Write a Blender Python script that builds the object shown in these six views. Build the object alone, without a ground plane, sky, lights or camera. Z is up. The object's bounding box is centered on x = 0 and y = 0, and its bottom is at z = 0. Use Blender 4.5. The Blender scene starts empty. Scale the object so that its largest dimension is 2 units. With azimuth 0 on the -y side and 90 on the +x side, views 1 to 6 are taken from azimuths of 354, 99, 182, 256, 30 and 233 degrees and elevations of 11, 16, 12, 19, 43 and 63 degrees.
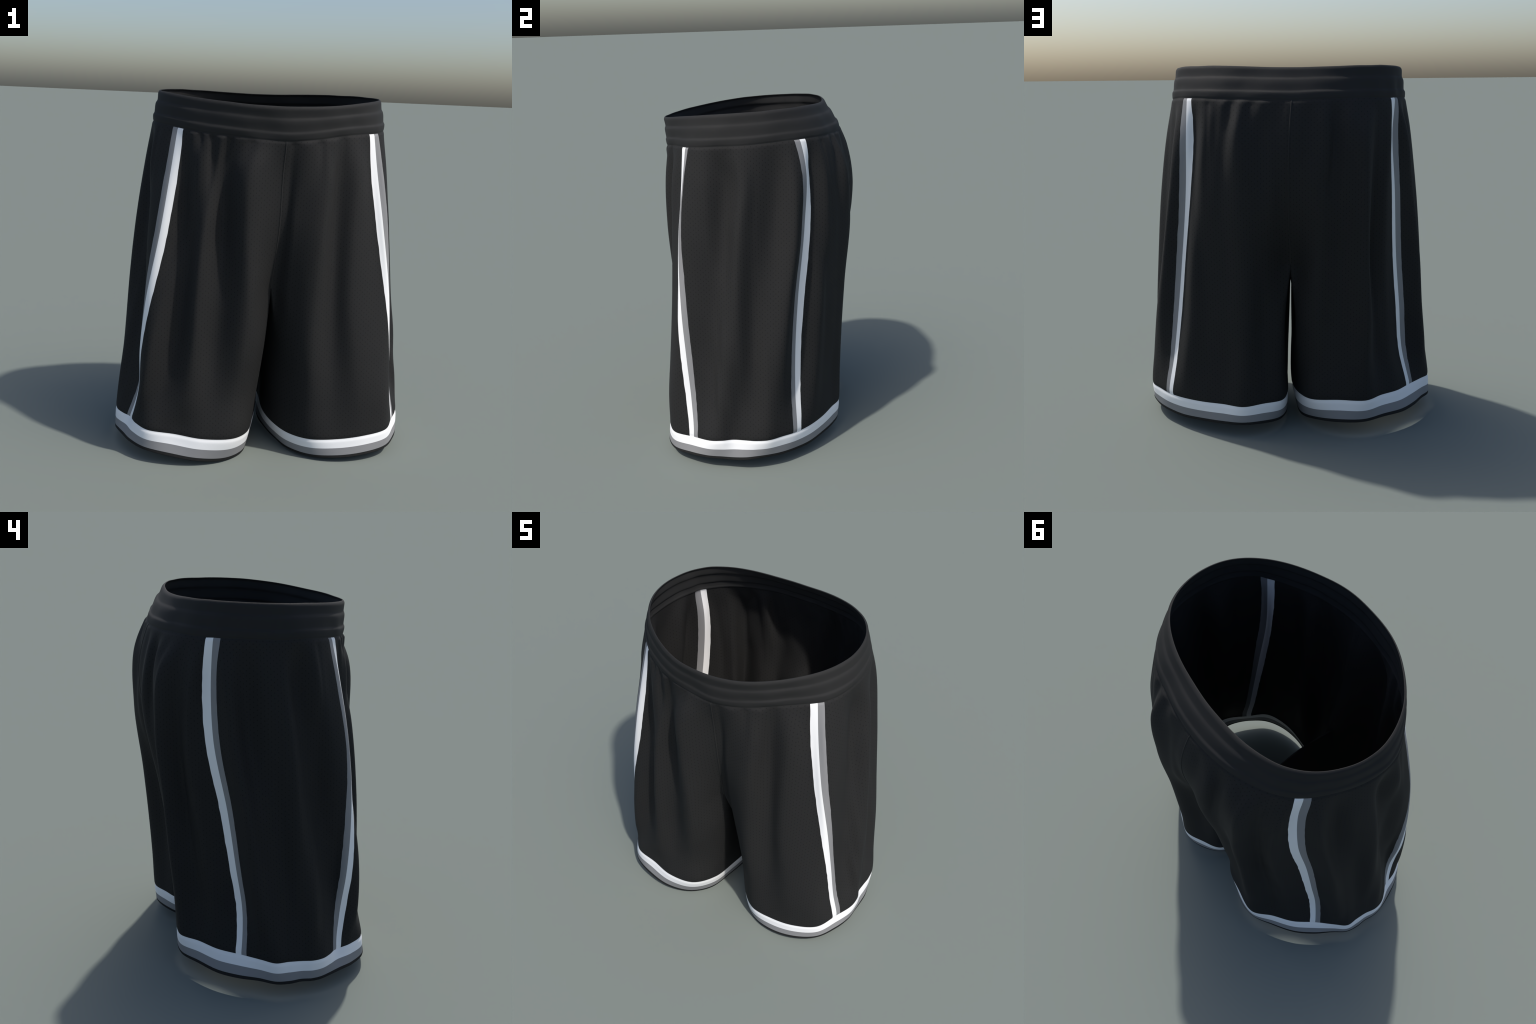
"""Basketball shorts: black perforated mesh, elastic waistband, white/grey side
piping and white/grey/black leg hems.

The cloth is one smooth surface.  Each leg is described by named lines that run
down the garment (centre seam, stripe, side, ...).  Every line is a list of
points at the same nine levels: waist rim, foot of the waistband, hip, seat,
crotch, thigh, knee, top of the hem, foot of the hem.  Smooth curves through the
lines, plus gathers and folds, give the surface, which is then cut into panels
along the stripe edges and hem edges.
"""
import bpy, math
import numpy as np

# ------------------------------------------------------------------ pattern
# leg on the +x side: centre front seam, drape lines of the front panel
FRONT_PLUS_X = [
    [(0.035, -0.540, 1.927), (0.042, -0.536, 1.751), (0.036, -0.510, 1.600), (0.034, -0.480, 1.320),
     (0.012, -0.405, 0.959), (0.054, -0.316, 0.642), (0.055, -0.274, 0.349), (0.069, -0.250, 0.119), (0.095, -0.234, 0.013)],
    [(0.131, -0.530, 1.930), (0.154, -0.522, 1.758), (0.138, -0.511, 1.597), (0.116, -0.502, 1.301),
     (0.109, -0.453, 0.907), (0.123, -0.423, 0.619), (0.139, -0.397, 0.337), (0.144, -0.391, 0.111), (0.156, -0.385, 0.013)],
    [(0.220, -0.506, 1.934), (0.255, -0.490, 1.770), (0.268, -0.507, 1.608), (0.255, -0.521, 1.295),
     (0.234, -0.503, 0.883), (0.231, -0.498, 0.597), (0.242, -0.484, 0.329), (0.255, -0.491, 0.116), (0.272, -0.488, 0.014)],
    [(0.305, -0.466, 1.940), (0.346, -0.444, 1.783), (0.339, -0.430, 1.612), (0.339, -0.428, 1.289),
     (0.348, -0.442, 0.871), (0.362, -0.457, 0.589), (0.381, -0.484, 0.329), (0.407, -0.509, 0.124), (0.424, -0.524, 0.024)],
    [(0.387, -0.414, 1.949), (0.428, -0.393, 1.791), (0.447, -0.418, 1.618), (0.446, -0.440, 1.291),
     (0.458, -0.465, 0.871), (0.491, -0.481, 0.592), (0.528, -0.495, 0.338), (0.561, -0.496, 0.139), (0.578, -0.502, 0.036)],
    [(0.461, -0.354, 1.959), (0.496, -0.346, 1.796), (0.520, -0.349, 1.630), (0.564, -0.368, 1.313),
     (0.631, -0.387, 0.899), (0.660, -0.414, 0.610), (0.687, -0.437, 0.350), (0.702, -0.431, 0.149), (0.705, -0.431, 0.044)],
]
# front stripe, drape lines of the side panel
SIDE_PLUS_X = [
    [(0.523, -0.291, 1.967), (0.547, -0.306, 1.799), (0.568, -0.324, 1.634), (0.619, -0.354, 1.317),
     (0.686, -0.348, 0.905), (0.714, -0.327, 0.623), (0.736, -0.306, 0.362), (0.770, -0.298, 0.159), (0.780, -0.319, 0.056)],
    [(0.570, -0.225, 1.974), (0.585, -0.270, 1.803), (0.609, -0.300, 1.639), (0.661, -0.313, 1.323),
     (0.701, -0.249, 0.915), (0.714, -0.194, 0.638), (0.766, -0.176, 0.379), (0.819, -0.195, 0.166), (0.818, -0.213, 0.060)],
    [(0.602, -0.157, 1.980), (0.624, -0.197, 1.807), (0.652, -0.189, 1.640), (0.678, -0.190, 1.325),
     (0.698, -0.154, 0.920), (0.751, -0.135, 0.644), (0.812, -0.130, 0.385), (0.829, -0.121, 0.173), (0.824, -0.122, 0.060)],
    [(0.621, -0.086, 1.984), (0.648, -0.104, 1.813), (0.633, -0.078, 1.645), (0.658, -0.085, 1.329),
     (0.742, -0.089, 0.923), (0.797, -0.086, 0.647), (0.811, -0.071, 0.386), (0.811, -0.058, 0.174), (0.828, -0.048, 0.059)],
    [(0.626, -0.012, 1.988), (0.656, -0.003, 1.816), (0.687, 0.024, 1.648), (0.736, 0.001, 1.333),
     (0.775, -0.013, 0.926), (0.791, -0.012, 0.648), (0.788, -0.008, 0.386), (0.814, 0.007, 0.175), (0.828, 0.017, 0.063)],
    [(0.619, 0.060, 1.991), (0.644, 0.094, 1.821), (0.657, 0.104, 1.653), (0.689, 0.087, 1.337),
     (0.720, 0.070, 0.928), (0.747, 0.066, 0.648), (0.779, 0.070, 0.386), (0.819, 0.076, 0.176), (0.816, 0.078, 0.069)],
    [(0.600, 0.128, 1.993), (0.615, 0.185, 1.827), (0.610, 0.199, 1.659), (0.638, 0.182, 1.343),
     (0.713, 0.167, 0.933), (0.763, 0.157, 0.653), (0.791, 0.152, 0.390), (0.806, 0.150, 0.178), (0.789, 0.142, 0.069)],
    [(0.568, 0.190, 1.997), (0.574, 0.263, 1.832), (0.602, 0.300, 1.668), (0.643, 0.307, 1.349),
     (0.699, 0.267, 0.940), (0.733, 0.240, 0.660), (0.745, 0.220, 0.394), (0.755, 0.219, 0.179), (0.747, 0.211, 0.066)],
]
# back stripe, drape lines of the back panel, centre back seam
BACK_PLUS_X = [
    [(0.526, 0.244, 1.999), (0.529, 0.324, 1.834), (0.534, 0.355, 1.680), (0.547, 0.343, 1.362),
     (0.588, 0.302, 0.948), (0.620, 0.285, 0.664), (0.654, 0.283, 0.395), (0.688, 0.293, 0.176), (0.681, 0.281, 0.063)],
    [(0.471, 0.291, 1.999), (0.477, 0.374, 1.834), (0.482, 0.373, 1.676), (0.498, 0.397, 1.362),
     (0.521, 0.423, 0.949), (0.539, 0.405, 0.665), (0.573, 0.386, 0.397), (0.595, 0.366, 0.178), (0.596, 0.353, 0.062)],
    [(0.400, 0.330, 2.001), (0.415, 0.421, 1.833), (0.429, 0.459, 1.673), (0.450, 0.468, 1.362),
     (0.442, 0.451, 0.951), (0.442, 0.439, 0.667), (0.458, 0.425, 0.398), (0.482, 0.424, 0.180), (0.490, 0.414, 0.068)],
    [(0.313, 0.360, 1.999), (0.334, 0.453, 1.831), (0.344, 0.483, 1.668), (0.352, 0.513, 1.356),
     (0.336, 0.496, 0.946), (0.337, 0.484, 0.663), (0.344, 0.462, 0.397), (0.364, 0.467, 0.184), (0.376, 0.468, 0.074)],
    [(0.208, 0.381, 1.995), (0.229, 0.476, 1.829), (0.252, 0.548, 1.663), (0.238, 0.572, 1.346),
     (0.220, 0.538, 0.936), (0.226, 0.519, 0.658), (0.237, 0.508, 0.395), (0.249, 0.502, 0.181), (0.258, 0.492, 0.075)],
    [(0.092, 0.393, 1.991), (0.108, 0.494, 1.825), (0.115, 0.528, 1.655), (0.113, 0.558, 1.338),
     (0.128, 0.471, 0.937), (0.133, 0.442, 0.660), (0.136, 0.446, 0.397), (0.141, 0.454, 0.182), (0.150, 0.452, 0.068)],
    [(-0.030, 0.397, 1.989), (-0.022, 0.501, 1.823), (-0.011, 0.551, 1.656), (-0.003, 0.537, 1.353),
     (-0.010, 0.371, 0.954), (0.027, 0.380, 0.668), (0.039, 0.382, 0.397), (0.041, 0.381, 0.173), (0.067, 0.367, 0.051)],
]
# inside of the leg, back to front, from the crotch down
INSEAM_PLUS_X = [
    [(0.009, 0.300, 0.957), (0.028, 0.264, 0.667), (0.022, 0.246, 0.391), (0.013, 0.241, 0.161), (0.028, 0.237, 0.031)],
    [(-0.010, 0.060, 0.950), (0.006, 0.069, 0.660), (0.018, 0.075, 0.380), (0.022, 0.081, 0.146), (0.022, 0.086, 0.016)],
    [(0.010, -0.169, 0.968), (0.011, -0.138, 0.656), (0.019, -0.109, 0.364), (0.029, -0.087, 0.129), (0.051, -0.073, 0.012)],
]
# leg on the -x side: centre front seam, drape lines of the front panel
FRONT_MINUS_X = [
    [(0.035, -0.540, 1.927), (0.042, -0.536, 1.751), (0.036, -0.510, 1.600), (0.034, -0.480, 1.320),
     (0.012, -0.405, 0.959), (-0.008, -0.390, 0.649), (-0.045, -0.381, 0.358), (-0.083, -0.403, 0.118), (-0.114, -0.410, -0.000)],
    [(-0.063, -0.538, 1.928), (-0.081, -0.530, 1.756), (-0.134, -0.570, 1.607), (-0.141, -0.581, 1.306),
     (-0.117, -0.574, 0.907), (-0.131, -0.555, 0.626), (-0.162, -0.522, 0.360), (-0.179, -0.533, 0.134), (-0.221, -0.520, 0.005)],
    [(-0.158, -0.523, 1.931), (-0.196, -0.509, 1.765), (-0.241, -0.482, 1.620), (-0.258, -0.478, 1.308),
     (-0.270, -0.512, 0.901), (-0.285, -0.514, 0.622), (-0.308, -0.538, 0.361), (-0.340, -0.565, 0.148), (-0.366, -0.572, 0.028)],
    [(-0.248, -0.492, 1.938), (-0.292, -0.479, 1.771), (-0.312, -0.471, 1.620), (-0.360, -0.515, 1.311),
     (-0.393, -0.546, 0.903), (-0.405, -0.553, 0.624), (-0.432, -0.552, 0.367), (-0.488, -0.538, 0.165), (-0.520, -0.561, 0.053)],
    [(-0.334, -0.446, 1.945), (-0.374, -0.440, 1.777), (-0.392, -0.462, 1.618), (-0.421, -0.453, 1.301),
     (-0.462, -0.456, 0.895), (-0.499, -0.466, 0.623), (-0.557, -0.487, 0.374), (-0.630, -0.512, 0.176), (-0.653, -0.510, 0.067)],
    [(-0.415, -0.389, 1.953), (-0.448, -0.392, 1.785), (-0.456, -0.393, 1.610), (-0.479, -0.402, 1.285),
     (-0.582, -0.460, 0.882), (-0.635, -0.479, 0.615), (-0.674, -0.464, 0.374), (-0.707, -0.421, 0.181), (-0.734, -0.422, 0.074)],
]
# front stripe, drape lines of the side panel
SIDE_MINUS_X = [
    [(-0.485, -0.327, 1.961), (-0.510, -0.338, 1.794), (-0.537, -0.372, 1.603), (-0.587, -0.418, 1.268),
     (-0.661, -0.415, 0.863), (-0.687, -0.391, 0.598), (-0.692, -0.356, 0.360), (-0.740, -0.329, 0.181), (-0.781, -0.338, 0.081)],
    [(-0.539, -0.258, 1.969), (-0.572, -0.273, 1.803), (-0.607, -0.288, 1.611), (-0.652, -0.319, 1.275),
     (-0.663, -0.337, 0.866), (-0.663, -0.325, 0.598), (-0.707, -0.310, 0.360), (-0.779, -0.284, 0.182), (-0.810, -0.270, 0.080)],
    [(-0.579, -0.186, 1.976), (-0.620, -0.203, 1.811), (-0.651, -0.222, 1.633), (-0.644, -0.224, 1.306),
     (-0.656, -0.235, 0.895), (-0.706, -0.246, 0.624), (-0.762, -0.245, 0.380), (-0.814, -0.235, 0.185), (-0.826, -0.216, 0.075)],
    [(-0.606, -0.111, 1.980), (-0.644, -0.127, 1.816), (-0.629, -0.121, 1.647), (-0.659, -0.140, 1.332),
     (-0.713, -0.169, 0.925), (-0.764, -0.189, 0.650), (-0.805, -0.189, 0.394), (-0.826, -0.177, 0.186), (-0.830, -0.165, 0.073)],
    [(-0.617, -0.038, 1.984), (-0.650, -0.042, 1.815), (-0.676, -0.051, 1.654), (-0.723, -0.080, 1.346),
     (-0.763, -0.103, 0.943), (-0.779, -0.113, 0.665), (-0.791, -0.117, 0.402), (-0.816, -0.114, 0.187), (-0.826, -0.109, 0.076)],
    [(-0.615, 0.033, 1.987), (-0.640, 0.047, 1.819), (-0.667, 0.041, 1.658), (-0.689, 0.017, 1.351),
     (-0.712, -0.018, 0.949), (-0.737, -0.037, 0.671), (-0.775, -0.045, 0.408), (-0.815, -0.047, 0.192), (-0.830, -0.047, 0.075)],
    [(-0.599, 0.101, 1.990), (-0.617, 0.135, 1.824), (-0.617, 0.128, 1.658), (-0.634, 0.113, 1.349),
     (-0.708, 0.073, 0.951), (-0.744, 0.044, 0.675), (-0.786, 0.029, 0.411), (-0.815, 0.026, 0.194), (-0.818, 0.025, 0.076)],
    [(-0.573, 0.166, 1.993), (-0.588, 0.212, 1.826), (-0.635, 0.224, 1.654), (-0.675, 0.201, 1.349),
     (-0.727, 0.152, 0.955), (-0.747, 0.128, 0.677), (-0.767, 0.102, 0.412), (-0.765, 0.091, 0.196), (-0.770, 0.103, 0.079)],
]
# back stripe, drape lines of the back panel, centre back seam
BACK_MINUS_X = [
    [(-0.536, 0.224, 1.995), (-0.561, 0.264, 1.828), (-0.551, 0.276, 1.663), (-0.569, 0.277, 1.350),
     (-0.592, 0.214, 0.948), (-0.618, 0.183, 0.670), (-0.641, 0.155, 0.406), (-0.690, 0.176, 0.195), (-0.715, 0.197, 0.076)],
    [(-0.489, 0.275, 1.997), (-0.525, 0.311, 1.827), (-0.532, 0.358, 1.665), (-0.518, 0.395, 1.351),
     (-0.521, 0.360, 0.947), (-0.539, 0.316, 0.672), (-0.566, 0.289, 0.412), (-0.610, 0.284, 0.198), (-0.637, 0.292, 0.075)],
    [(-0.430, 0.317, 1.996), (-0.460, 0.370, 1.829), (-0.454, 0.411, 1.671), (-0.440, 0.421, 1.362),
     (-0.427, 0.394, 0.957), (-0.456, 0.375, 0.681), (-0.475, 0.357, 0.420), (-0.513, 0.367, 0.203), (-0.529, 0.374, 0.081)],
    [(-0.355, 0.350, 1.996), (-0.372, 0.422, 1.830), (-0.390, 0.507, 1.676), (-0.404, 0.535, 1.368),
     (-0.416, 0.508, 0.966), (-0.427, 0.492, 0.690), (-0.421, 0.468, 0.425), (-0.417, 0.455, 0.203), (-0.408, 0.444, 0.077)],
    [(-0.261, 0.375, 1.993), (-0.269, 0.463, 1.828), (-0.276, 0.500, 1.670), (-0.269, 0.510, 1.364),
     (-0.277, 0.468, 0.965), (-0.281, 0.446, 0.689), (-0.276, 0.445, 0.424), (-0.273, 0.447, 0.203), (-0.273, 0.445, 0.075)],
    [(-0.150, 0.391, 1.991), (-0.151, 0.491, 1.827), (-0.182, 0.537, 1.660), (-0.176, 0.557, 1.352),
     (-0.145, 0.491, 0.960), (-0.131, 0.453, 0.683), (-0.132, 0.417, 0.416), (-0.128, 0.409, 0.190), (-0.153, 0.376, 0.060)],
    [(-0.030, 0.397, 1.989), (-0.022, 0.501, 1.823), (-0.011, 0.551, 1.656), (-0.003, 0.537, 1.353),
     (-0.010, 0.371, 0.954), (-0.037, 0.353, 0.674), (-0.044, 0.317, 0.404), (-0.054, 0.281, 0.173), (-0.071, 0.255, 0.035)],
]
# inside of the leg, back to front, from the crotch down
INSEAM_MINUS_X = [
    [(0.009, 0.300, 0.957), (-0.035, 0.214, 0.667), (-0.006, 0.155, 0.391), (-0.012, 0.113, 0.159), (-0.039, 0.092, 0.018)],
    [(-0.010, 0.060, 0.950), (-0.004, 0.016, 0.654), (-0.006, -0.029, 0.370), (-0.011, -0.066, 0.134), (-0.038, -0.082, 0.006)],
    [(0.010, -0.169, 0.968), (-0.011, -0.192, 0.652), (-0.028, -0.217, 0.354), (-0.046, -0.241, 0.114), (-0.070, -0.253, 0.002)],
]

LEVELS = np.array([0, .20, .36, .66, 1.05, 1.32, 1.58, 1.80, 1.93])   # metres down the cloth
CROTCH = 4                                    # index of the level where the legs part
N_OUTER = len(FRONT_PLUS_X) + len(SIDE_PLUS_X) + len(BACK_PLUS_X)
N_INNER = len(INSEAM_PLUS_X)
U_FRONT, U_BACK, U_END = 6.0, 14.0, 20.0      # where the stripes and the centre back run, in columns
THICK = 0.005                                 # cloth thickness

# levels of the stripes on the hem, and of the stitched channels in the waistband
T_BAND, T_HEM, T_END = LEVELS[1], LEVELS[7], LEVELS[8]
T_WHITE = T_HEM + .47 * (T_END - T_HEM)
T_GREY = T_HEM + .87 * (T_END - T_HEM)

# ------------------------------------------------------------------ curves
def along(points, levels, t):
    """Smooth curve through points given at levels, sampled at t."""
    P = np.array(points, float)
    n = len(P)
    m = np.empty_like(P)
    m[0] = (P[1] - P[0]) / (levels[1] - levels[0])
    m[-1] = (P[-1] - P[-2]) / (levels[-1] - levels[-2])
    for i in range(1, n - 1):
        a, b = levels[i] - levels[i - 1], levels[i + 1] - levels[i]
        m[i] = ((P[i] - P[i - 1]) / a * b + (P[i + 1] - P[i]) / b * a) / (a + b)
    i = np.clip(np.searchsorted(levels, t, side="right") - 1, 0, n - 2)
    h = levels[i + 1] - levels[i]
    s = ((t - levels[i]) / h)[:, None]
    h = h[:, None]
    return ((2*s**3 - 3*s*s + 1) * P[i] + (s**3 - 2*s*s + s) * h * m[i]
            + (-2*s**3 + 3*s*s) * P[i + 1] + (s**3 - s*s) * h * m[i + 1])

def across(ring, u):
    """Catmull-Rom curve; ring holds one ghost point at each end."""
    ring = np.array(ring)
    n = len(ring) - 2
    i = np.clip(u.astype(int), 0, n - 2)
    s = (u - i)[:, None]
    a, b, c, d = ring[i], ring[i + 1], ring[i + 2], ring[i + 3]
    return .5 * (2*b + (c - a)*s + (2*a - 5*b + 4*c - d)*s*s + (3*b - a - 3*c + d)*s**3)

def smooth(x):
    x = np.clip(x, 0, 1)
    return x * x * (3 - 2 * x)

# ------------------------------------------------------------------ rows of the cloth
def span(a, b, n):
    return list(np.linspace(a, b, n, endpoint=False))

ROWS = np.array(span(0, T_BAND, 44) + span(T_BAND, LEVELS[2], 24) + span(LEVELS[2], LEVELS[CROTCH], 70)
                + span(LEVELS[CROTCH], T_HEM, 70) + span(T_HEM, T_WHITE, 8)
                + span(T_WHITE, T_GREY, 7) + span(T_GREY, T_END, 4) + [T_END])
K_CROTCH = int(np.argmin(abs(ROWS - LEVELS[CROTCH])))
legs = {1: (FRONT_PLUS_X + SIDE_PLUS_X + BACK_PLUS_X, INSEAM_PLUS_X),
        -1: (FRONT_MINUS_X + SIDE_MINUS_X + BACK_MINUS_X, INSEAM_MINUS_X)}
outer, inner = {}, {}
for s in (1, -1):
    for c, pts in enumerate(legs[s][0]):
        if c in (0, N_OUTER - 1):           # the centre seams end in a corner at the crotch
            outer[s, c] = np.vstack([along(pts[:CROTCH + 1], LEVELS[:CROTCH + 1], ROWS[:K_CROTCH]),
                                     along(pts[CROTCH:], LEVELS[CROTCH:], ROWS[K_CROTCH:])])
        else:
            outer[s, c] = along(pts, LEVELS, ROWS)
    for c, pts in enumerate(legs[s][1]):
        inner[s, c] = along(pts, LEVELS[CROTCH:], ROWS[K_CROTCH:])

def rings(s, k):
    """Control rings of leg s on row k: outside (front to back) and inside (back to front)."""
    out = [outer[s, c][k] for c in range(N_OUTER)]
    g0, g1 = outer[-s, 1][k], outer[-s, N_OUTER - 2][k]
    if k < K_CROTCH:
        return [g0] + out + [g1], None
    ins = [inner[s, c][k - K_CROTCH] for c in range(N_INNER)]
    b = smooth((ROWS[k] - LEVELS[CROTCH]) / .25)
    return ([(1 - b)*g0 + b*ins[-1]] + out + [(1 - b)*g1 + b*ins[0]],
            [out[-2], out[-1]] + ins + [out[0], out[1]])

# stripe widths in metres; the cut edges wander a little
rng = np.random.default_rng(7)
def wander(amount):
    knots = np.arange(0, 2.2, .030)
    return np.interp(ROWS, knots, rng.normal(0, amount, len(knots)))

STRIPE_TOTAL = np.interp(ROWS, [.2, .45, .9, 1.4, 1.8], [.073, .083, .081, .070, .060])

N_FRONT, N_STRIPE, N_SIDE, N_BACK, N_IN = 84, 5, 90, 84, 48
COLUMN_LABEL = (["front_panel"] * N_FRONT + ["white_stripe"] * N_STRIPE + ["grey_stripe"] * N_STRIPE
                + ["side_panel"] * N_SIDE + ["grey_stripe"] * N_STRIPE + ["white_stripe"] * N_STRIPE
                + ["back_panel"] * N_BACK)

verts, info = [], []            # info: leg side, u, t
def vert(p, s, u, t):
    verts.append(p); info.append((s, u, t))
    return len(verts) - 1

grid_o, grid_i = {}, {}
for s in (1, -1):
    edge = {n: wander(.0008) for n in ("fw", "fg", "bw", "bg")}
    ww, wg = .52 * STRIPE_TOTAL, .48 * STRIPE_TOTAL
    go, gi = [], []
    for k, t in enumerate(ROWS):
        ro, ri = rings(s, k)
        def beside(uc, direction, width):
            """Column reached after walking the given width along the cloth from a stripe's middle."""
            u = uc + direction * np.linspace(0, 2, 41)
            p = across(ro, u)
            run = np.concatenate([[0], np.cumsum(np.linalg.norm(np.diff(p, axis=0), axis=1))])
            return np.interp(width, run, u)
        cuts = [0, beside(U_FRONT, -1, ww[k] + edge["fw"][k]), U_FRONT, beside(U_FRONT, 1, wg[k] + edge["fg"][k]),
                beside(U_BACK, -1, wg[k] + edge["bg"][k]), U_BACK, beside(U_BACK, 1, ww[k] + edge["bw"][k]), U_END]
        us = []
        for a, c, n in zip(cuts, cuts[1:], (N_FRONT, N_STRIPE, N_STRIPE, N_SIDE, N_STRIPE, N_STRIPE, N_BACK)):
            us += span(a, c, n)
        us = np.array(us + [U_END])
        pts = across(ro, us)
        row = []
        for j, p in enumerate(pts):
            if s == -1 and k <= K_CROTCH and j in (0, len(pts) - 1):
                row.append(grid_o[1][k][j])             # centre seams are shared
            else:
                row.append(vert(p, s, us[j], t))
        go.append(row)
        if k >= K_CROTCH:
            vs = np.linspace(0, N_INNER + 1, N_IN + 1)
            pts = across(ri, vs)
            irow = [row[-1]]
            for j in range(1, N_IN):
                if k == K_CROTCH and s == -1:
                    irow.append(grid_i[1][0][j])        # crotch seam is shared
                else:
                    irow.append(vert(pts[j], s, U_END + vs[j], t))
            irow.append(row[0])
            gi.append(irow)
    grid_o[s], grid_i[s] = go, gi

faces, labels = [], []
def row_label(k):
    t = .5 * (ROWS[k] + ROWS[k + 1])
    if t < T_BAND: return "waistband"
    if t > T_GREY: return "hem_edge"
    if t > T_WHITE: return "grey_hem"
    if t > T_HEM: return "white_hem"

def quad(a, b, c, d, s, label):
    faces.append((a, b, c, d) if s == 1 else (d, c, b, a))
    labels.append(label)

def leg_name(s): return "a" if s == 1 else "b"
for s in (1, -1):
    g = grid_o[s]
    for k in range(len(ROWS) - 1):
        rl = row_label(k)
        for j in range(len(g[0]) - 1):
            cl = rl or COLUMN_LABEL[j]
            if cl == "waistband": key = (cl, 0, 0)
            elif rl: key = (cl, s, 0)
            else: key = (cl, s, 0 if j < len(g[0]) // 2 or cl == "side_panel" else 1)
            quad(g[k][j], g[k + 1][j], g[k + 1][j + 1], g[k][j + 1], s, key)
    g = grid_i[s]
    for r in range(len(g) - 1):
        rl = row_label(r + K_CROTCH)
        for j in range(N_IN):
            if rl: key = (rl, s, 0)
            else: key = ("back_panel", s, 1) if j < N_IN // 2 else ("front_panel", s, 0)
            quad(g[r][j], g[r + 1][j], g[r + 1][j + 1], g[r][j + 1], s, key)
V = np.array(verts); INFO = np.array(info); FA = np.array(faces)

def vertex_normals(V, FA):
    d1, d2 = V[FA[:, 2]] - V[FA[:, 0]], V[FA[:, 3]] - V[FA[:, 1]]
    n = np.cross(d1, d2)
    out = np.zeros_like(V)
    for c in range(4): np.add.at(out, FA[:, c], n)
    return out / np.maximum(np.linalg.norm(out, axis=1), 1e-12)[:, None]

# ------------------------------------------------------------------ relief
# small gathers under the waistband: leg side, path of (t, u), height (+ ridge, - valley), half widths
# towards the front and the back in columns, and the levels where they begin, are full, fade and end
FOLDS = [
    # seat of the +x leg
    (1, [(.2, 17.1), (.9, 16.6)], .0060, .30, .24, .195, .235, .45, .95),
    (1, [(.2, 17.5), (.6, 17.3)], -.0072, .20, .24, .195, .225, .30, .60),
    (1, [(.2, 17.95), (.5, 17.9)], .0060, .20, .24, .195, .225, .28, .48),
    (1, [(.2, 18.4), (.5, 18.3)], -.0063, .22, .22, .195, .225, .26, .42),
    (1, [(.2, 18.85), (.4, 18.85)], .0048, .20, .24, .195, .22, .24, .36),
    (1, [(.2, 16.1), (.6, 16.3)], -.0072, .30, .22, .195, .235, .40, .75),
    (1, [(.2, 19.5), (.4, 19.5)], -.0045, .25, .25, .195, .22, .25, .40),
    (1, [(.2, 19.1), (.9, 19.4)], .008, .32, .32, .22, .40, .60, .95),
    # seat of the -x leg
    (-1, [(.2, 16.3), (.7, 16.7)], .007, .30, .28, .195, .32, .45, .85),
    (-1, [(.2, 17.0), (.7, 17.4)], -.009, .28, .28, .195, .30, .50, .85),
    (-1, [(.2, 17.6), (.8, 18.1)], .011, .28, .28, .195, .32, .60, 1.0),
    (-1, [(.2, 18.2), (.7, 18.7)], -.010, .26, .26, .195, .30, .50, .85),
    (-1, [(.2, 18.7), (.6, 19.2)], .010, .26, .26, .195, .32, .50, .85),
    (-1, [(.2, 19.3), (.5, 19.6)], -.008, .22, .22, .195, .28, .45, .70),
    (-1, [(.25, 15.8), (1.6, 15.6)], .005, .25, .25, .25, .40, 1.3, 1.65),
    # front of the -x leg
    (-1, [(.2, 1.4), (.5, 1.4)], -.006, .22, .22, .195, .22, .25, .40),
    (-1, [(.2, 2.4), (.5, 2.3)], -.009, .16, .22, .195, .22, .26, .42),
    (-1, [(.2, 2.9), (.5, 2.8)], .007, .20, .20, .195, .22, .28, .45),
    (-1, [(.2, 3.5), (.5, 3.1)], -.009, .24, .20, .195, .22, .32, .55),
    (-1, [(.2, 4.2), (.5, 4.0)], -.007, .16, .20, .195, .215, .23, .32),
    (-1, [(.2, 4.7), (.5, 4.5)], .006, .22, .25, .195, .22, .28, .45),
    # front of the +x leg
    (1, [(.2, .35), (.6, .35)], -.007, .16, .28, .195, .22, .40, .80),
    (1, [(.2, 1.1), (.6, 1.1)], .005, .28, .28, .195, .23, .35, .60),
    (1, [(.2, 1.75), (.5, 1.7)], -.007, .24, .20, .195, .22, .28, .50),
    (1, [(.2, 2.5), (.6, 2.4)], .005, .30, .30, .195, .23, .40, .65),
    (1, [(.2, 3.2), (.5, 3.2)], -.005, .24, .24, .195, .22, .28, .45),
    # hips
    (1, [(.2, 9.6), (.6, 9.2)], -.004, .3, .3, .195, .24, .35, .6),
    (-1, [(.2, 7.6), (.6, 7.5)], -.005, .25, .25, .195, .24, .35, .6),
]

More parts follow.
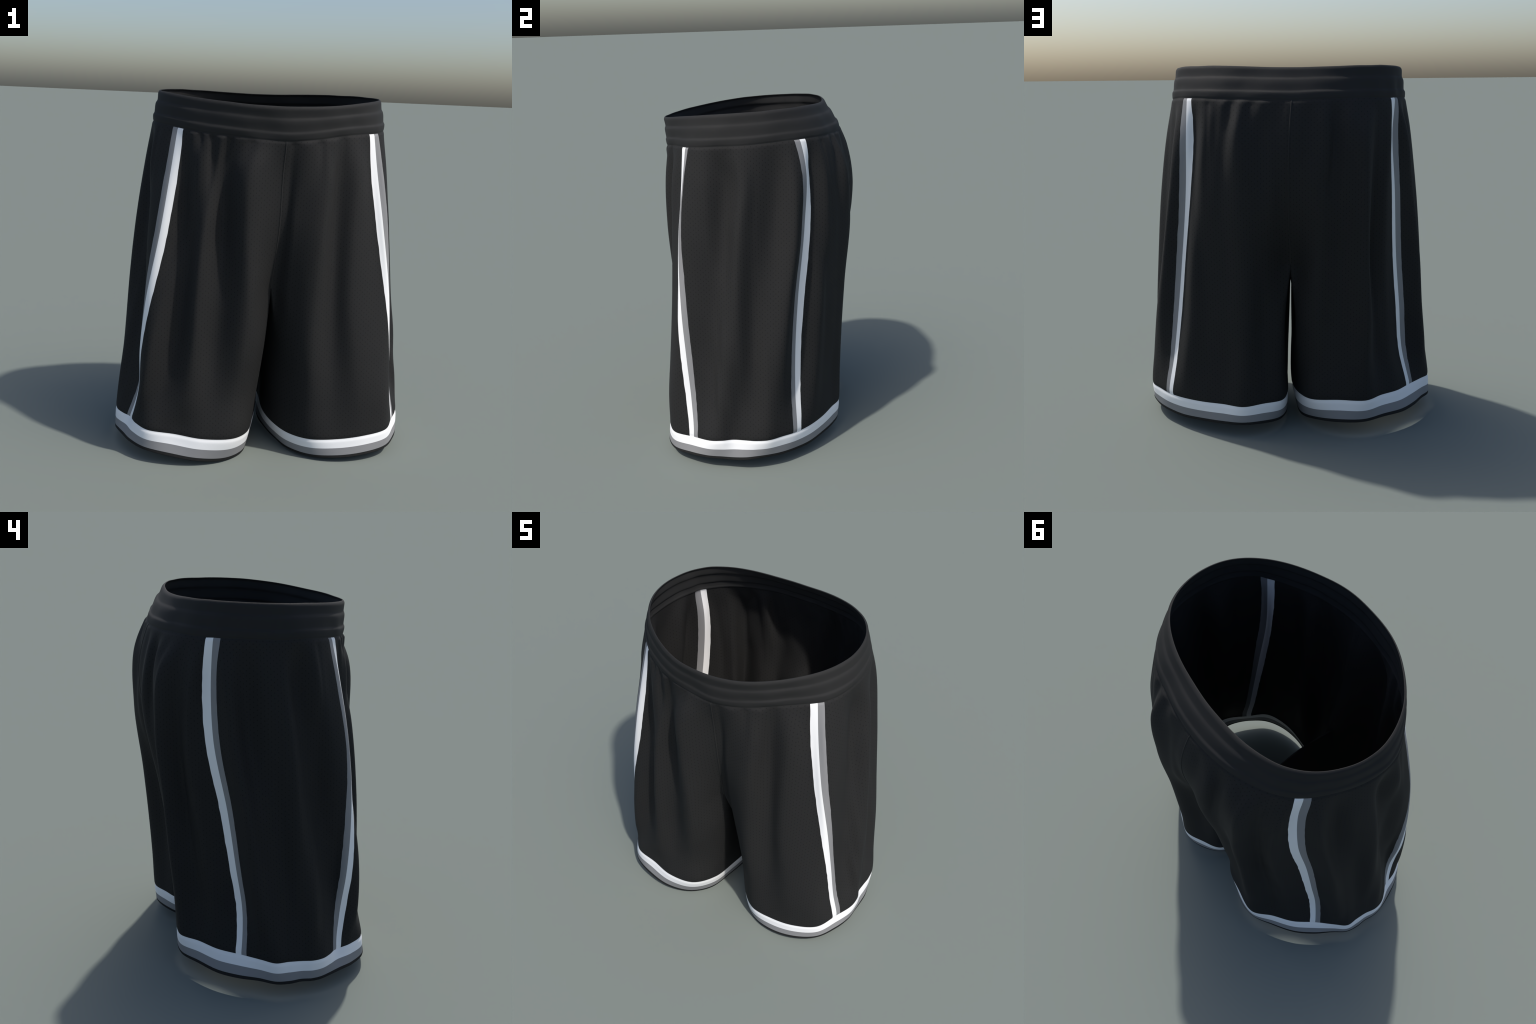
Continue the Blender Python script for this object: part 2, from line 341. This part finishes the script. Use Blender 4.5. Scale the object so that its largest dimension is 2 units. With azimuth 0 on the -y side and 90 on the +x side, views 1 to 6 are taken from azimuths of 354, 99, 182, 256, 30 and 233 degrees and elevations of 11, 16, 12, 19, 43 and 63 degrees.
def relief():
    S, U, T = INFO.T
    d = np.zeros(len(V))
    # waistband: three stitched elastic channels, each fullest just under its stitch line
    for a, b in ((-.012, .066), (.066, .147), (.147, .200)):
        m = (T >= a) & (T < b)
        x = (T[m] - a) / (b - a)
        puff = np.minimum((x / .22) ** .6, 1) * (1 - smooth((x - .30) / .70) * .8)
        turn = np.arctan2(V[m, 0], -V[m, 1])
        uneven = 1 + .25 * np.sin(7 * turn + a * 40) * np.sin(4 * turn - a * 25)
        d[m] += .0055 * puff * uneven - .003
    d += -.004 * np.exp(-((T - T_BAND) / .006) ** 2)
    d += -.006 * np.clip(1 - T / .022, 0, 1) ** 2       # rim rolls inwards
    # hem: the folded edge draws in a little
    d += -.004 * np.exp(-((T - T_HEM) / .010) ** 2)
    for side, path, amp, wl, wr, t0, t1, t2, t3 in FOLDS:
        m = (S == side) & (U <= U_END)
        tt = np.array([p[0] for p in path]); uu = np.array([p[1] for p in path])
        uc = np.interp(T, tt, uu)
        x = U - uc
        w = np.where(x < 0, wl, wr)
        env = smooth((T - t0) / (t1 - t0)) * (1 - smooth((T - t2) / (t3 - t2)))
        d[m] += (amp * np.exp(-(x / w) ** 2) * env)[m]
    return d
N0 = vertex_normals(V, FA)
V = V + N0 * relief()[:, None]
V[:, 2] = np.interp(V[:, 2], [V[:, 2].min(), V[:, 2].max()], [.0026, 1.9974])   # stands on the ground, 2 m tall
NO = vertex_normals(V, FA)

# ------------------------------------------------------------------ cloth thickness
n_out = len(V)
V_in = V - NO * THICK
all_v = [V, V_in]
all_f = list(map(tuple, FA)) + [tuple(int(i) + n_out for i in f[::-1]) for f in FA]
all_l = labels + labels
extra = []
def lip(loop, label_key, sign):
    """Rounded edge joining outer and inner face along a closed loop of outer vertices."""
    global extra
    base = n_out * 2 + len(extra)
    P = V[loop]; Nn = NO[loop]
    tan = np.roll(P, -1, 0) - np.roll(P, 1, 0)
    up = np.cross(tan, Nn); up /= np.linalg.norm(up, axis=1)[:, None]
    if (up[:, 2].mean() > 0) != (sign > 0): up = -up
    rows = [np.array(loop)]
    mid = P - Nn * THICK / 2
    for a in (45, 90, 135):
        q = mid + (Nn * math.cos(math.radians(a)) + up * math.sin(math.radians(a))) * THICK / 2
        rows.append(np.arange(len(q)) + n_out * 2 + len(extra))
        extra += list(q)
    rows.append(np.array(loop) + n_out)
    L = len(loop)
    for r0, r1 in zip(rows, rows[1:]):
        for j in range(L):
            k = (j + 1) % L
            f = (int(r0[j]), int(r0[k]), int(r1[k]), int(r1[j]))
            all_f.append(f if FLIP(sign) else f[::-1]); all_l.append(label_key)
def FLIP(sign): return sign > 0
rim = grid_o[1][0] + grid_o[-1][0][-2:0:-1]
lip(rim, ("waistband", 0, 0), 1)
for s in (1, -1):
    loop = grid_o[s][-1] + grid_i[s][-1][1:-1]
    if s == -1: loop = loop[::-1]
    lip(loop, ("hem_edge", s, 0), -1)
VV = np.vstack([V, V_in, np.array(extra)]); FF = np.array(all_f)
NN = vertex_normals(VV, FF)

# ------------------------------------------------------------------ materials
def new_material(name):
    m = bpy.data.materials.new(name); m.use_nodes = True
    nt = m.node_tree; nt.nodes.clear()
    out = nt.nodes.new("ShaderNodeOutputMaterial")
    bsdf = nt.nodes.new("ShaderNodeBsdfPrincipled")
    nt.links.new(bsdf.outputs[0], out.inputs[0])
    return m, nt, bsdf

def math_node(nt, op, a, b=None, c=None):
    n = nt.nodes.new("ShaderNodeMath"); n.operation = op
    for i, v in enumerate((a, b, c)):
        if v is None: continue
        if isinstance(v, (int, float)): n.inputs[i].default_value = v
        else: nt.links.new(v, n.inputs[i])
    return n.outputs[0]

def weave_bump(nt, bsdf, coord, scale, strength):
    noise = nt.nodes.new("ShaderNodeTexNoise")
    noise.inputs["Scale"].default_value = scale
    noise.inputs["Detail"].default_value = 3
    nt.links.new(coord, noise.inputs["Vector"])
    bump = nt.nodes.new("ShaderNodeBump")
    bump.inputs["Strength"].default_value = strength
    bump.inputs["Distance"].default_value = .002
    nt.links.new(noise.outputs["Fac"], bump.inputs["Height"])
    nt.links.new(bump.outputs[0], bsdf.inputs["Normal"])
    return noise

def plain_cloth(name, color, rough, variation=.06):
    m, nt, bsdf = new_material(name)
    tc = nt.nodes.new("ShaderNodeTexCoord")
    noise = weave_bump(nt, bsdf, tc.outputs["Object"], 220, .12)
    mix = nt.nodes.new("ShaderNodeMixRGB"); mix.blend_type = "MIX"
    mix.inputs[1].default_value = (*[c * (1 - variation) for c in color], 1)
    mix.inputs[2].default_value = (*[min(1, c * (1 + variation)) for c in color], 1)
    nt.links.new(noise.outputs["Fac"], mix.inputs[0])
    nt.links.new(mix.outputs[0], bsdf.inputs["Base Color"])
    bsdf.inputs["Roughness"].default_value = rough
    bsdf.inputs["Specular IOR Level"].default_value = SPEC
    return m

def mesh_cloth(name, color, hole, rough):
    """Perforated knit: staggered rows of small oval holes."""
    m, nt, bsdf = new_material(name)
    tc = nt.nodes.new("ShaderNodeTexCoord")
    sep = nt.nodes.new("ShaderNodeSeparateXYZ")
    nt.links.new(tc.outputs["Object"], sep.inputs[0])
    nrm = nt.nodes.new("ShaderNodeSeparateXYZ")         # run the pattern along x on cloth that faces
    nt.links.new(tc.outputs["Normal"], nrm.inputs[0])   # front or back, along y on cloth that faces the sides
    facing = math_node(nt, "GREATER_THAN", math_node(nt, "ABSOLUTE", nrm.outputs["X"]), math_node(nt, "ABSOLUTE", nrm.outputs["Y"]))
    along_x = math_node(nt, "ADD", math_node(nt, "MULTIPLY", sep.outputs["Y"], facing),
                        math_node(nt, "MULTIPLY", sep.outputs["X"], math_node(nt, "SUBTRACT", 1.0, facing)))
    up = sep.outputs["Z"]
    px, pz = .030, .025
    def lattice(off):
        a = math_node(nt, "ADD", math_node(nt, "DIVIDE", along_x, px), off)
        b = math_node(nt, "ADD", math_node(nt, "DIVIDE", up, pz), off)
        a = math_node(nt, "SUBTRACT", math_node(nt, "FRACT", a), .5)
        b = math_node(nt, "SUBTRACT", math_node(nt, "FRACT", b), .5)
        a = math_node(nt, "MULTIPLY", a, px / .0030)
        b = math_node(nt, "MULTIPLY", b, pz / .0042)
        return math_node(nt, "ADD", math_node(nt, "MULTIPLY", a, a), math_node(nt, "MULTIPLY", b, b))
    dist = math_node(nt, "MINIMUM", lattice(10.0), lattice(10.5))
    ramp = nt.nodes.new("ShaderNodeValToRGB")
    ramp.color_ramp.elements[0].position = .25; ramp.color_ramp.elements[0].color = (*hole, 1)
    ramp.color_ramp.elements[1].position = 1.0; ramp.color_ramp.elements[1].color = (*color, 1)
    nt.links.new(dist, ramp.inputs[0])
    noise = weave_bump(nt, bsdf, tc.outputs["Object"], 160, .10)
    mul = nt.nodes.new("ShaderNodeMixRGB"); mul.blend_type = "MULTIPLY"; mul.inputs[0].default_value = .25
    nt.links.new(ramp.outputs[0], mul.inputs[1]); nt.links.new(noise.outputs["Fac"], mul.inputs[2])
    nt.links.new(mul.outputs[0], bsdf.inputs["Base Color"])
    bsdf.inputs["Roughness"].default_value = rough
    bsdf.inputs["Specular IOR Level"].default_value = SPEC
    return m

SPEC = .25
BLACK = (.0180, .0180, .0180)
HOLE = (.0085, .0085, .0085)
mat_mesh = mesh_cloth("perforated_black_knit", BLACK, HOLE, .8)
mat_band = plain_cloth("black_elastic", (.0190, .0190, .0190), .8)
mat_edge = plain_cloth("black_hem_tape", (.014, .014, .014), .85)
mat_white = plain_cloth("white_tape", (.86, .86, .86), .8, .01)
mat_grey = plain_cloth("grey_tape", (.245, .245, .25), .8, .02)
MATERIAL = {"waistband": mat_band, "front_panel": mat_mesh, "back_panel": mat_mesh, "side_panel": mat_mesh,
            "white_stripe": mat_white, "grey_stripe": mat_grey, "white_hem": mat_white, "grey_hem": mat_grey,
            "hem_edge": mat_edge}

# ------------------------------------------------------------------ objects
root = bpy.data.objects.new("basketball_shorts", None)
bpy.context.collection.objects.link(root)
root["label"] = "black mesh basketball shorts with white and grey side stripes"
root["category"] = "shorts"

def make_part(name, v, f, n, mat):
    me = bpy.data.meshes.new(name)
    me.from_pydata(v.tolist(), [], f.tolist())
    me.polygons.foreach_set("use_smooth", np.ones(len(f), bool))
    me.update()
    if n is not None: me.normals_split_custom_set_from_vertices(n.tolist())
    me.materials.append(mat)
    ob = bpy.data.objects.new(name, me)
    bpy.context.collection.objects.link(ob)
    ob.parent = root
    return ob

groups = {}
for i, l in enumerate(all_l): groups.setdefault(l, []).append(i)
for key in sorted(groups):
    f = FF[groups[key]]
    used, inv = np.unique(f, return_inverse=True)
    make_part(key[0], VV[used], inv.reshape(f.shape), NN[used], MATERIAL[key[0]])

# raised centre seams: a thin ridge of cloth running from waistband to crotch
def seam(name, col):
    k0 = int(np.argmin(abs(ROWS - T_BAND)))
    ids = [grid_o[1][k][col] for k in range(k0, K_CROTCH + 1)]
    P, Nn = V[ids], NO[ids]
    tan = np.gradient(P, axis=0); tan /= np.linalg.norm(tan, axis=1)[:, None]
    side = np.cross(tan, Nn); side /= np.linalg.norm(side, axis=1)[:, None]
    prof = [(-1, -.6), (-.85, .5), (-.4, 1), (.4, 1), (.85, .5), (1, -.6)]
    v, f = [], []
    for k in range(len(P)):
        for a, b in prof: v.append(P[k] + side[k] * a * .0045 + Nn[k] * b * .0022)
    w = len(prof)
    for k in range(len(P) - 1):
        for j in range(w - 1):
            f.append((k*w + j, k*w + j + 1, (k + 1)*w + j + 1, (k + 1)*w + j))
    make_part(name, np.array(v), np.array(f), None, mat_band)
seam("front_seam", 0)
seam("back_seam", -1)
